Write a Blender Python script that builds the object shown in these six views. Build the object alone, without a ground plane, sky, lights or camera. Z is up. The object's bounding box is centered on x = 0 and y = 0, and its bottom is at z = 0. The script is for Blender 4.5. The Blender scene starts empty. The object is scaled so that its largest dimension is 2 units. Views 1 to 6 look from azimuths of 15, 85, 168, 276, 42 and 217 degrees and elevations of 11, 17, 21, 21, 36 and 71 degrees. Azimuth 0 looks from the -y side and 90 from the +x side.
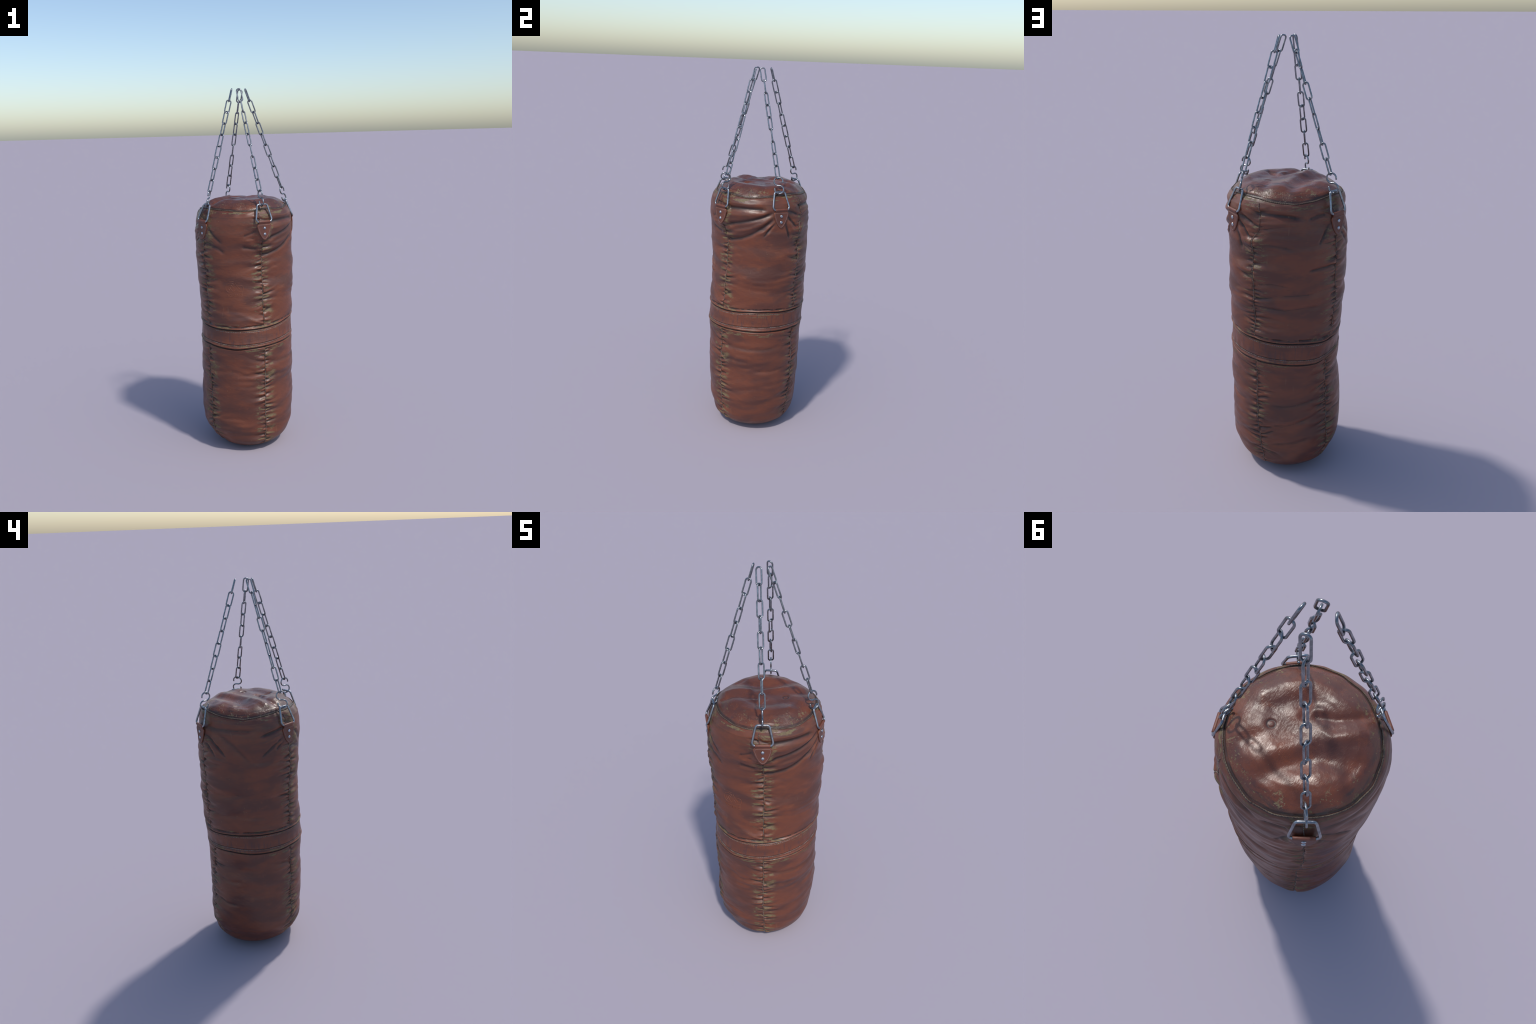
"""Worn brown leather punching bag hanging gear: stitched leather bag with a waist
band, gathered vertical seams, four riveted tabs with D-rings, S-hooks and chains."""
import bpy, math
import numpy as np
from mathutils import Vector, Matrix, Quaternion

rng = np.random.default_rng(7)
D2R = math.pi / 180

# ------------------------------------------------------------------ helpers
root = bpy.data.objects.new("punching_bag", None)
bpy.context.collection.objects.link(root)
root["label"] = "worn brown leather punching bag hung on four steel chains"
root["category"] = "punching bag"


def link(obj, parent=root):
    bpy.context.collection.objects.link(obj)
    obj.parent = parent
    return obj


def mesh_from(name, V, F, smooth=True):
    me = bpy.data.meshes.new(name)
    me.from_pydata([tuple(v) for v in V], [], [tuple(int(i) for i in f) for f in F])
    me.validate()
    if smooth:
        me.polygons.foreach_set("use_smooth", [True] * len(me.polygons))
    me.update()
    return me


def mesh_np(name, V, Q):
    """big quad mesh from numpy arrays (fast path)"""
    me = bpy.data.meshes.new(name)
    me.vertices.add(len(V))
    me.vertices.foreach_set("co", np.ascontiguousarray(V, dtype=np.float32).ravel())
    n = len(Q)
    me.loops.add(n * 4)
    me.loops.foreach_set("vertex_index", np.ascontiguousarray(Q, dtype=np.int32).ravel())
    me.polygons.add(n)
    me.polygons.foreach_set("loop_start", np.arange(0, n * 4, 4, dtype=np.int32))
    me.polygons.foreach_set("loop_total", np.full(n, 4, dtype=np.int32))
    me.update(calc_edges=True)
    me.polygons.foreach_set("use_smooth", np.ones(n, dtype=bool))
    return me


def tube(path, radius, segs=10, closed=False, squash=None):
    """sweep a round wire along a 3D path; returns verts, faces (open ends are domed)"""
    P = np.asarray(path, float)
    n = len(P)
    if closed:
        T = np.roll(P, -1, 0) - np.roll(P, 1, 0)
    else:
        T = np.gradient(P, axis=0)
    T /= np.linalg.norm(T, axis=1)[:, None]
    ref = np.array([0, 0, 1.0]) if abs(T[0][2]) < .9 else np.array([1.0, 0, 0])
    N = np.cross(T[0], ref)
    N /= np.linalg.norm(N)
    frames = []
    for i in range(n):
        N = N - T[i] * (N @ T[i])
        N /= np.linalg.norm(N)
        frames.append((N.copy(), np.cross(T[i], N)))
    rads = np.full(n, radius)
    if not closed:      # rounded tips
        P = np.vstack([P[0] - T[0] * radius * .55, P[0] - T[0] * radius * .3, P, P[-1] + T[-1] * radius * .3, P[-1] + T[-1] * radius * .55])
        rads = np.concatenate([[radius * .45, radius * .85], rads, [radius * .85, radius * .45]])
        frames = [frames[0]] * 2 + frames + [frames[-1]] * 2
        n += 4
    a = np.linspace(0, 2 * np.pi, segs, endpoint=False)
    V = []
    for i in range(n):
        A, B = frames[i]
        V.append(P[i] + rads[i] * (np.cos(a)[:, None] * A + np.sin(a)[:, None] * B))
    V = np.concatenate(V)
    F = []
    for i in range(n if closed else n - 1):
        k = (i + 1) % n
        for j in range(segs):
            l = (j + 1) % segs
            F.append((i * segs + j, i * segs + l, k * segs + l, k * segs + j))
    if not closed:
        F.append(tuple(range(segs))[::-1])
        F.append(tuple((n - 1) * segs + j for j in range(segs)))
    return V, F


def round_corners(pts, rad, steps=6, closed=True):
    """replace the corners of a polygon by arcs (2D or 3D points)"""
    pts = [np.asarray(p, float) for p in pts]
    out = []
    n = len(pts)
    for i, p in enumerate(pts):
        if not closed and i in (0, n - 1):
            out.append(p)
            continue
        a, b = pts[i - 1] - p, pts[(i + 1) % n] - p
        la, lb = np.linalg.norm(a), np.linalg.norm(b)
        a, b = a / la, b / lb
        half = math.acos(max(-1, min(1, a @ b))) / 2
        r = rad[i] if hasattr(rad, "__len__") else rad
        d = min(r / math.tan(half), la * .49, lb * .49)
        r = d * math.tan(half)
        c = p + (a + b) / np.linalg.norm(a + b) * (r / math.sin(half))
        s, e = p + a * d - c, p + b * d - c
        tot = math.acos(max(-1, min(1, (s @ e) / (r * r))))
        for k in range(steps + 1):
            t = k / steps
            out.append(c + (s * math.sin((1 - t) * tot) + e * math.sin(t * tot)) / math.sin(tot))
    return out


def azdir(az):
    """outward unit vector and tangent (towards growing azimuth) for an azimuth in degrees"""
    a = az * D2R
    return np.array([math.sin(a), -math.cos(a), 0.]), np.array([math.cos(a), math.sin(a), 0.])


# ------------------------------------------------------------------ body cross-sections
# rows: height, mean radius, then harmonics cos/sin of 1, 2 and 3 times the azimuth (mm)
SECTIONS = [
    (0.000, 124.0, 0.2, 1.0, 2.5, 3.4, 1.5, 1.0), (0.012, 157.0, 0.4, 1.0, 2.5, 4.0, 1.8, 0.8),
    (0.025, 182.0, 0.8, 0.5, 2.5, 4.5, 1.8, 0.4), (0.045, 209.0, 1.2, 0.0, 2.0, 5.0, 1.8, 0.0), (0.068, 226.0, 1.4, -0.9, 1.8, 5.1, 1.8, -0.7),
    (0.131, 248.0, 5.0, -7.1, -1.9, 3.0, -0.7, -4.2), (0.196, 255.4, 4.9, -11.6, -4.0, 2.2, 1.0, -4.8),
    (0.261, 256.5, 5.0, -8.8, -4.5, 1.0, 3.2, -1.5), (0.326, 259.1, 2.1, -5.1, -3.2, -1.3, 5.0, 1.2),
    (0.391, 256.7, 3.8, -5.3, -1.3, -0.7, 3.2, 0.8), (0.457, 256.8, 4.8, -0.6, -1.2, -3.5, 1.7, -0.1),
    (0.522, 255.9, 6.7, -0.8, 0.3, -4.9, -0.1, -1.9), (0.587, 256.2, 5.3, -0.1, 1.5, -4.6, 0.8, -0.9),
    (0.652, 257.2, 5.4, 1.5, 4.5, -2.7, 1.8, 1.5), (0.718, 256.7, -1.8, -1.9, 4.9, -2.9, 2.1, -1.0),
    (0.783, 260.5, -4.5, -3.1, 3.5, -4.8, 4.5, -3.8), (0.848, 257.7, -7.1, -7.1, 0.9, -2.2, 1.9, -5.8),
    (0.913, 261.9, -11.4, -7.3, -0.3, -4.1, 4.0, -6.4), (0.979, 261.0, -11.9, -9.7, -2.0, -8.0, 4.2, -6.4),
    (1.044, 262.0, -13.0, -9.8, -3.0, -10.5, 5.0, -6.5), (1.109, 262.9, -9.8, -15.2, -0.5, -9.7, 4.1, -7.2),
    (1.174, 265.3, -6.5, -9.4, -0.2, -6.1, 2.4, -5.3), (1.240, 266.0, 1.4, -4.5, 0.1, -4.3, 0.6, -4.1),
    (1.300, 263.0, 2.8, -0.2, -1.2, -0.9, 0.7, -1.5), (1.335, 257.5, 2.2, 1.5, -1.6, 0.4, 0.4, -0.4),
    (1.353, 248.5, 1.6, 2.4, -1.9, 1.3, 0.2, 0.7), (1.368, 236.0, 1.6, 2.4, -1.9, 1.3, 0.2, 0.7)]
SEC = np.array(SECTIONS)
ZT = 1.368                                  # height of the stitched top ring


def base_coefs(z):
    """smoothed harmonics at heights z"""
    zf = np.linspace(-0.1, ZT, 1200)
    k = np.exp(-.5 * (np.arange(-40, 41) * (zf[1] - zf[0]) / .007) ** 2)
    k /= k.sum()
    out = []
    for c in range(1, 8):
        v = np.interp(zf, SEC[:, 0], SEC[:, c])
        if c == 1:                          # let the foot keep rounding in
            v = np.where(zf < 0, 124.0 + zf * 2400, v)
        v = np.convolve(np.pad(v, 40, mode="edge"), k, mode="valid")
        if c == 1:
            v = np.where(zf > 1.33, np.interp(zf, SEC[:, 0], SEC[:, c]), v)
        out.append(np.interp(z, zf, v))
    return np.array(out).T / 1000


def base_radius(az, z):
    c = base_coefs(z)
    a = az * D2R
    r = c[..., 0:1] if az.ndim > 1 else c[..., 0]
    g = lambda i: c[..., i:i + 1] if az.ndim > 1 else c[..., i]
    r = g(0).copy()
    for m in (1, 2, 3):
        r = r + g(2 * m - 1) * np.cos(m * a) + g(2 * m) * np.sin(m * a)
    return r


# seams of the side panels (azimuth, degrees)
SEAMS = [38.0, 137.0, -143.5, -35.5]
TABS = dict(front=(39.3, 42.5), right=(110.2, 111.3), back=(-143.3, -145.2), left=(-37.2, -38.4))


# rivet axis (x, y) and facing azimuth of each tab
TAB_SPOTS = [(.1790, -.2191, 42.5), (.2580, .0951, 111.3), (-.1733, .2325, -145.2), (-.1703, -.2239, -38.4)]
TAB_T = .0048


def periodic(table, az):
    t = np.array(sorted(table))
    x = np.concatenate([t[:, 0] - 360, t[:, 0], t[:, 0] + 360])
    y = np.tile(t[:, 1], 3)
    xx = np.linspace(-360, 360, 1441)
    yy = np.interp(xx, x, y)
    k = np.hanning(31)
    k /= k.sum()
    yy = np.convolve(np.pad(yy, 15, mode="edge"), k, mode="valid")
    return np.interp((az + 180) % 360 - 180, xx, yy)


GU, GL = 0.730, 0.625                       # nominal grooves above and below the waist band
UP_LINE = [(-150, .713), (-115, .727), (-90, .732), (-57, .733), (-34, .728), (5, .725), (40, .727), (60, .735),
           (77, .745), (95, .748), (116, .745), (135, .741), (155, .736), (178, .732)]
LOW_LINE = [(-160, .608), (-140, .617), (-112, .629), (-86, .624), (-60, .626), (-34, .628), (-12, .622), (4, .618),
            (21, .624), (38, .627), (60, .632), (86, .633), (105, .634), (127, .635), (155, .632), (175, .623)]

# the top seam is pulled up at the tabs and sags between them; its radius is uneven too
RING_Z = [(-140, 1.382), (-112, 1.368), (-87, 1.359), (-50, 1.376), (-15, 1.373), (10, 1.3665), (25, 1.3665), (45, 1.3755), (70, 1.3645),
          (95, 1.372), (120, 1.380), (138, 1.377), (158, 1.366), (177, 1.3615)]
RING_R = [(20, .0005), (45, -.007), (0, -.003), (-30, -.004), (-60, -.002), (-87, .006), (-130, .007), (177, .007), (159, -.001), (136, -.008), (110, -.006), (75, -.001)]

# ------------------------------------------------------------------ the surface grid
NT = 760
# azimuth columns, with the four seams on exact columns
cols, seam_col = [], []
ordered = sorted((s % 360) for s in SEAMS)
for i, s in enumerate(ordered):
    e = ordered[(i + 1) % 4] + (360 if i == 3 else 0)
    n = int(round((e - s) / 360 * NT))
    seam_col.append(len(cols))
    t = np.linspace(0, 1, n, endpoint=False)
    t = t - .045 * np.sin(4 * np.pi * t) * .5 - .02 * np.sin(2 * np.pi * t)   # a little denser at the seams
    cols += list(s + (e - s) * np.clip(t, 0, 1))
cols = np.array(cols)
NT = len(cols)
AZ0 = (cols + 180) % 360 - 180


def rows_between(a, b, step):
    n = max(2, int(round(abs(b - a) / step)))
    return np.linspace(a, b, n, endpoint=False)


zrow = np.concatenate([rows_between(ZT, 1.345, .0013), rows_between(1.345, .770, .0021), rows_between(.770, .700, .00095), rows_between(.700, .662, .002),
                       rows_between(.662, .600, .00095), rows_between(.600, .06, .0021), rows_between(.06, .0, .0016), [0.0]])
NR = len(zrow)
ZN = np.repeat(zrow[:, None], NT, 1)
AZ = np.repeat(AZ0[None], NR, 0)

# seams wander a little, the band rises and sinks around the bag
seam_wander = {38.0: [(0, 1.0), (.3, -.5), (.6, .5), (.8, .5), (1.0, 1.5), (1.2, 1.0), (1.24, -2.0), (1.37, -3.0)],
               137.0: [(0, 4.0), (.2, 1.5), (.5, 0), (.9, -1), (1.21, -1.), (1.245, 5.0), (1.30, 5.0), (1.37, 3.0)],
               -143.5: [(0, 1.0), (.2, -1.0), (.6, -1.0), (.9, 2.5), (1.2, 1.0), (1.37, 0)],
               -35.5: [(0, -2), (.2, .5), (.6, 0), (1.0, 0), (1.25, -1.0), (1.37, -3.0)]}
SEAM_OFF = {}
for s, tab in seam_wander.items():
    tz, to = zip(*tab)
    f = np.linspace(-.05, 1.42, 600)
    o = np.interp(f, tz, to)
    o = np.convolve(np.pad(o, 5, mode="edge"), np.hanning(13)[1:-1] / np.hanning(13).sum(), mode="valid") + .25 * np.sin(f * 41 + s) + .2 * np.sin(f * 97 + 2 * s)
    SEAM_OFF[s] = (f, o)
    d = (AZ0[None] - s + 180) % 360 - 180
    AZ = AZ + np.interp(zrow, f, o)[:, None] * np.exp(-(d / 14) ** 2)


def seam_az(s, z):
    f, o = SEAM_OFF[s]
    return s + np.interp(z, f, o)


dU = periodic(UP_LINE, AZ0) - GU
dL = periodic(LOW_LINE, AZ0) - GL
wU = np.clip(np.where(zrow > GU, 1 - (zrow - GU) / .22, (zrow - GL) / (GU - GL)), 0, 1)
wL = np.clip(np.where(zrow > GL, (GU - zrow) / (GU - GL), 1 - (GL - zrow) / .22), 0, 1)
dR = periodic(RING_Z, AZ0) - ZT
wR = np.clip(1 - (ZT - zrow) / .10, 0, 1) ** 1.5
Z = ZN + wU[:, None] * dU[None] + wL[:, None] * dL[None] + wR[:, None] * dR[None]


def zmap(az, zn):
    """true height of a nominal height at an azimuth"""
    u = np.clip(np.where(zn > GU, 1 - (zn - GU) / .22, (zn - GL) / (GU - GL)), 0, 1)
    l = np.clip(np.where(zn > GL, (GU - zn) / (GU - GL), 1 - (GL - zn) / .22), 0, 1)
    return zn + u * (periodic(UP_LINE, az) - GU) + l * (periodic(LOW_LINE, az) - GL) + np.clip(1 - (ZT - zn) / .10, 0, 1) ** 1.5 * (periodic(RING_Z, az) - ZT)


R = base_radius(AZ, zrow)
ARC = .26 * D2R                             # metres of arc per degree
DISP = np.zeros_like(R)


def sines(n, kmax, zmin, zmax, seed):
    """smooth pseudo-noise on the cylinder: integer waves round, free waves up"""
    g = np.random.default_rng(seed)
    out = np.zeros((NR, NT))
    a = AZ * D2R
    for _ in range(n):
        k = int(g.integers(0, kmax + 1))
        w = 2 * np.pi / g.uniform(zmin, zmax) * (1 if g.random() < .5 else -1)
        out += np.sin(k * a + w * ZN + g.uniform(0, 6.28) + .8 * np.sin(2 * a + g.uniform(0, 6.28)))
    return out / math.sqrt(n / 2)


side = np.clip((ZN - .02) / .08, 0, 1) * np.clip((1.33 - ZN) / .04, 0, 1)
in_band = (np.clip((ZN - GL) / .008, 0, 1) * np.clip((GU - ZN) / .008, 0, 1))
off_band = 1 - in_band
soft = sines(26, 4, .07, .26, 3)
DISP += .0011 * soft * side * (1 - .6 * in_band)
# lens-shaped horizontal crumples, spread over the panels
crump = sines(26, 5, .03, .075, 11) * np.clip(sines(14, 5, .15, .5, 12) - .1, 0, 1.6)
DISP += .0007 * crump * side * off_band

# seam gathers: the leather is drawn in at each seam and puckers into pleats on both sides
pleat_depth = np.zeros_like(R)
for s in SEAMS:
    sz = seam_az(s, zrow)
    dist = ((AZ - sz[:, None] + 180) % 360 - 180) * ARC
    ad = np.sqrt(dist ** 2 + .0035 ** 2)
    near = np.exp(-(ad / .030) ** 1.3)
    up = np.clip((1.36 - ZN) / .03, 0, 1) * np.clip((ZN - .0) / .03, 0, 1)
    DISP -= (.0040 * near + .0014 * np.exp(-(ad / .0034) ** 2)) * up * off_band
    DISP -= .0006 * np.exp(-(ad / .002) ** 2) * in_band
    for sgn in (-1, 1):
        zc = 1.335
        while zc > .05:
            zc -= rng.uniform(.0115, .0225)
            if GL - .012 < zc < GU + .016:
                continue
            amp = rng.uniform(.0028, .0076) * (1 if rng.random() < .40 else -1)
            w = rng.uniform(.0048, .0098)
            L = rng.choice([rng.uniform(.026, .050), rng.uniform(.050, .11)], p=[.55, .45])
            slope = rng.normal(0, .13) + (.10 if zc > 1.12 else 0.02)
            bend = rng.normal(0, 1.2)
            if abs(zc - 1.26) < .05:
                amp *= .5
            rws = np.where(np.abs(zrow - zc) < .06)[0]
            cl = np.where(np.abs((AZ0 - s + 180) % 360 - 180) < 40)[0]
            ix = np.ix_(rws, cl)
            d = dist[ix] * sgn
            q = (ZN[ix] - zc - slope * d - bend * d * d) / (w * (1 + np.clip(d, 0, 1) / .07))
            along = np.exp(-(np.clip(d, 0, 1) / L) ** 2) * np.clip(.25 + d / .010, 0, 1) * (d > -.004)
            prof = np.exp(-q * q) if amp > 0 else np.exp(-np.abs(q) ** 1.5) - .35 * np.exp(-((np.abs(q) - 1.5) / .7) ** 2)
            DISP[ix] += amp * prof * along * off_band[ix]

# folds pulled towards the tabs and across the panels: (azimuth, height) paths, depth, half width
FOLDS = [
    ([(43, 1.296), (53, 1.306), (69, 1.310), (86, 1.310), (95, 1.305)], -.0085, .0120),
    ([(45, 1.268), (57, 1.271), (72, 1.278), (88, 1.286), (99, 1.298)], .0050, .0120),
    ([(36, 1.200), (49, 1.221), (66, 1.238), (83, 1.258), (95, 1.280), (104, 1.300)], -.0075, .0105),
    ([(34, 1.168), (54, 1.183), (72, 1.198), (88, 1.232), (97, 1.262), (104, 1.285)], .0058, .0100),
    ([(34, 1.125), (46, 1.128), (64, 1.148), (80, 1.182), (90, 1.214), (98, 1.243), (105, 1.270)], -.0070, .0110),
    ([(86, 1.178), (94, 1.205), (101, 1.235), (106, 1.262)], .0042, .0060),
    ([(91, 1.165), (97, 1.200), (102, 1.232), (107, 1.255)], -.0055, .0070),
    ([(115, 1.285), (121, 1.262), (127, 1.236), (133, 1.205)], -.0058, .0075),
    ([(114, 1.248), (118, 1.215), (121, 1.180), (123, 1.148)], -.0065, .0090),
    ([(117, 1.262), (123, 1.225), (129, 1.185)], .0045, .0075),
    ([(116, 1.300), (126, 1.290), (136, 1.270)], -.0045, .0080),
    ([(14, 1.235), (22, 1.244), (31, 1.262)], -.0040, .0090),
    ([(12, 1.178), (22, 1.168), (34, 1.160)], -.0045, .0110),
    ([(16, 1.210), (26, 1.212), (34, 1.222)], .0035, .0090),
    ([(-31, 1.285), (-25, 1.262), (-19, 1.232), (-9, 1.192)], -.0050, .0110),
    ([(-32, 1.242), (-24, 1.215), (-15, 1.180)], .0030, .0080),
    ([(-33, 1.200), (-16, 1.172), (-7, 1.142)], -.0042, .0110),
    ([(-32, 1.272), (-24, 1.272), (-18, 1.262)], .0032, .0060),
    ([(132, 1.308), (144, 1.313), (158, 1.316), (172, 1.309), (184, 1.298)], -.0075, .0110),
    ([(138, 1.272), (150, 1.277), (162, 1.282), (174, 1.288)], .0042, .0100),
    ([(187, 1.293), (197, 1.306), (209, 1.307)], -.0052, .0100),
    ([(211, 1.282), (207, 1.246), (202, 1.208), (198, 1.182)], -.0058, .0090),
    ([(212, 1.250), (209, 1.222), (207, 1.196)], .0042, .0065),
    ([(122, 1.176), (136, 1.171), (150, 1.190), (164, 1.181), (176, 1.170)], -.0048, .0110),
    ([(187, 1.069), (200, 1.079), (215, 1.075)], -.0048, .0085),
    ([(139, 1.006), (154, 1.014), (170, 1.005)], -.0034, .0100),
    ([(160, .960), (178, .964), (194, .965)], -.0034, .0090),
    ([(146, .900), (165, .893), (184, .905), (205, .902)], -.0030, .0100),
    ([(221, 1.300), (240, 1.303), (258, 1.303), (272, 1.300), (286, 1.303)], -.0050, .0120),
    ([(319, 1.300), (308, 1.290), (299, 1.281), (287, 1.266)], -.0065, .0090),
    ([(318, 1.275), (309, 1.262), (298, 1.245), (290, 1.230)], .0036, .0080),
    ([(318, 1.262), (306, 1.225), (296, 1.190), (289, 1.165)], -.0048, .0085),
    ([(317, 1.236), (311, 1.211), (305, 1.192)], -.0040, .0070),
    ([(218, 1.285), (226, 1.257), (235, 1.226), (244, 1.197), (251, 1.162)], -.0060, .0085),
    ([(217, 1.262), (224, 1.235), (232, 1.208), (241, 1.170)], .0035, .0080),
    ([(217, 1.246), (228, 1.208), (237, 1.160)], -.0055, .0090),
    ([(240, 1.282), (256, 1.238), (266, 1.195), (277, 1.137)], -.0042, .0140),
    ([(45, .530), (60, .527), (80, .523), (102, .526), (118, .535)], -.0040, .0130),
    ([(84, .396), (106, .392), (128, .404)], -.0036, .0120),
    ([(50, .262), (70, .272), (90, .296), (110, .312), (134, .316)], -.0032, .0150),
    ([(58, .215), (80, .205), (105, .232), (128, .262)], .0030, .0150),
    ([(-24, .487), (-4, .492), (14, .482)], -.0028, .0130),
    ([(-22, .205), (-2, .212), (16, .200)], -.0026, .0130),
    ([(-20, .820), (-4, .832), (16, .822)], -.0022, .0120),
    ([(150, .405), (168, .398), (190, .412), (206, .420)], -.0040, .0110),
    ([(144, .300), (166, .288), (192, .322), (208, .335)], -.0038, .0110),
    ([(150, .180), (176, .190), (196, .215)], -.0042, .0120),
    ([(228, .455), (246, .442), (262, .452)], -.0035, .0120),
    ([(224, .325), (240, .305), (256, .312)], -.0045, .0110),
    ([(232, .960), (250, .952), (268, .968)], -.0028, .0130),
    ([(228, .845), (246, .838), (262, .850)], -.0030, .0120)]


def stroke(path, depth, width):
    pts = np.array(path, float)
    # smooth the path
    t = np.linspace(0, 1, len(pts))
    tt = np.linspace(0, 1, 24)
    pa, pz = np.interp(tt, t, pts[:, 0]), np.interp(tt, t, pts[:, 1])
    k = np.array([1, 2, 3, 2, 1]) / 9
    sm = lambda v: np.convolve(np.concatenate([[2 * v[0] - v[2], 2 * v[0] - v[1]], v, [2 * v[-1] - v[-2], 2 * v[-1] - v[-3]]]), k, mode="valid")
    pa, pz = sm(pa), sm(pz)
    rws = np.where((zrow > pz.min() - 3 * width) & (zrow < pz.max() + 3 * width))[0]
    mid = (pa.min() + pa.max()) / 2
    rel = (AZ0 - mid + 180) % 360 - 180
    half = (pa.max() - pa.min()) / 2 + 3 * width / ARC
    cl = np.where(np.abs(rel) < half)[0]
    ix = np.ix_(rws, cl)
    X = ((AZ[ix] - mid + 180) % 360 - 180) * ARC
    Y = ZN[ix]
    best = np.full(X.shape, 1e9)
    par = np.zeros(X.shape)
    for i in range(len(pa) - 1):
        ax, ay = (pa[i] - mid) * ARC, pz[i]
        bx, by = (pa[i + 1] - mid) * ARC, pz[i + 1]
        L2 = (bx - ax) ** 2 + (by - ay) ** 2 + 1e-12
        u = np.clip(((X - ax) * (bx - ax) + (Y - ay) * (by - ay)) / L2, 0, 1)
        d = (X - ax - u * (bx - ax)) ** 2 + (Y - ay - u * (by - ay)) ** 2
        m = d < best
        best[m] = d[m]
        par[m] = ((i + u) / (len(pa) - 1))[m]
    env = np.clip(np.sin(np.pi * np.clip(par, .0, 1)) * 1.6 + .12, 0, 1)
    return ix, depth * np.exp(-best / width ** 2) * env


for path, depth, width in FOLDS:
    ix, d = stroke(path, depth, width)
    DISP[ix] += d * (1.12 if depth < 0 else .75)

# the cloth stands out under each tab, and shoulders puff between the ring and the first fold
for name, (ta, _) in TABS.items():
    da = ((AZ - ta + 180) % 360 - 180) * ARC
    DISP -= .0030 * np.exp(-(da / .024) ** 2 - ((ZN - 1.345) / .016) ** 2)

# lumps of filling that push the skin out
for la, lz, amp, wa, wz in ((139, 1.182, .0130, .038, .034), (-52, 1.295, .0050, .045, .03), (-135, .19, .0070, .06, .06), (-84, .30, .0055, .06, .05),
                            (172, 1.235, .0030, .05, .03), (75, .93, .0030, .07, .05), (-5, .43, .0030, .06, .06)):
    da = ((AZ - la + 180) % 360 - 180) * ARC
    DISP += amp * np.exp(-(da / wa) ** 2 - ((ZN - lz) / wz) ** 2)

# waist band: lips, stitch lines and grooves along the two wavy edges
u, v = ZN - GU, ZN - GL
a = AZ * D2R
pucker = .5 + .5 * np.sin(AZ / 4.3 * 1.0 + 2.0 * np.sin(3 * a) + 1.3 * np.sin(7 * a))
wob = 1 + .25 * np.sin(5 * a + 1) + .15 * np.sin(13 * a)
DISP += .0038 * wob * np.exp(-((u - .0062) / .0042) ** 2)
DISP -= .0062 * np.exp(-((u + .0010) / .0036) ** 2)
DISP -= .0048 * pucker * np.exp(-((u - .0165) / .0046) ** 2)
DISP -= .0015 * np.exp(-((u + .0125) / .0018) ** 2)
DISP += .0042 * wob * np.exp(-((v - .0085) / .0055) ** 2)
DISP -= .0060 * np.exp(-((v + .0015) / .0034) ** 2)
DISP -= .0020 * np.exp(-((v - .0235) / .0020) ** 2)
DISP += .0010 * np.exp(-((v - .030) / .005) ** 2)
DISP += .0012 * in_band * np.sin(31 * a + 2 * np.sin(3 * a)) * np.exp(-((ZN - .665) / .02) ** 2) * .6

# groove at the top ring
DISP += (periodic(RING_R, AZ0) + .0012 * np.sin(11 * AZ0 * D2R + 2 * np.sin(4 * AZ0 * D2R)))[None] * np.exp(-((ZT - ZN) / .022) ** 2)
DISP -= .0055 * np.exp(-((ZT - ZN) / .0050) ** 2)
DISP += .0012 * np.sin(17 * a + 3 * np.sin(2 * a)) * np.exp(-((ZN - 1.345) / .012) ** 2)
# fabric relief that is only just visible
DISP += .00007 * sines(40, 60, .006, .03, 21) * side

RR = R + DISP
# the skin is drawn out flat against the back of each tab
for rx, ry, face in TAB_SPOTS:
    o_, t_ = azdir(face)
    dist = rx * o_[0] + ry * o_[1] - (TAB_T + .0034)
    da = AZ * D2R - face * D2R
    xt = dist * np.tan(np.clip((da + np.pi) % (2 * np.pi) - np.pi, -.6, .6)) - (rx * 0)
    centre = rx * t_[0] + ry * t_[1]
    flat_r = (dist - 1.3 * np.clip(np.abs(xt - centre), 0, .05) ** 2 + .0006) / np.maximum(.5, np.cos(np.clip((da + np.pi) % (2 * np.pi) - np.pi, -1, 1)))
    w_ = np.exp(-(np.abs(xt - centre) / .047) ** 4 - (np.abs(Z - 1.257) / .052) ** 4)
    w_ = np.where(np.abs((da + np.pi) % (2 * np.pi) - np.pi) < .6, w_, 0)
    RR = RR + (flat_r - RR) * w_ * .96
X, Y = RR * np.sin(AZ * D2R), -RR * np.cos(AZ * D2R)
WALL = np.stack([X, Y, Z], -1)

# ---- cap: a puffed rim and a crumpled, sunken middle
NC = 110
tcap = 1 - (np.arange(1, NC + 1) / NC) ** 1.12 * .9965
ring = WALL[0]
CX = tcap[:, None] * ring[None, :, 0]
CY = tcap[:, None] * ring[None, :, 1]
prof_t = np.array([0, .2, .4, .55, .70, .82, .90, .955, .985, 1.0])
prof_z = np.array([1.406, 1.408, 1.412, 1.414, 1.411, 1.402, 1.391, 1.381, 1.3735, 1.3675])
ft = np.linspace(0, 1, 300)
fz = np.interp(ft, prof_t, prof_z)
kk = np.hanning(27)
kk /= kk.sum()
fzs = np.convolve(np.pad(fz, 13, mode="edge"), kk, mode="valid")
fz = np.where(ft > .94, fz, fzs)
CZ = np.repeat(np.interp(tcap, ft, fz)[:, None], NT, 1)


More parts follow.
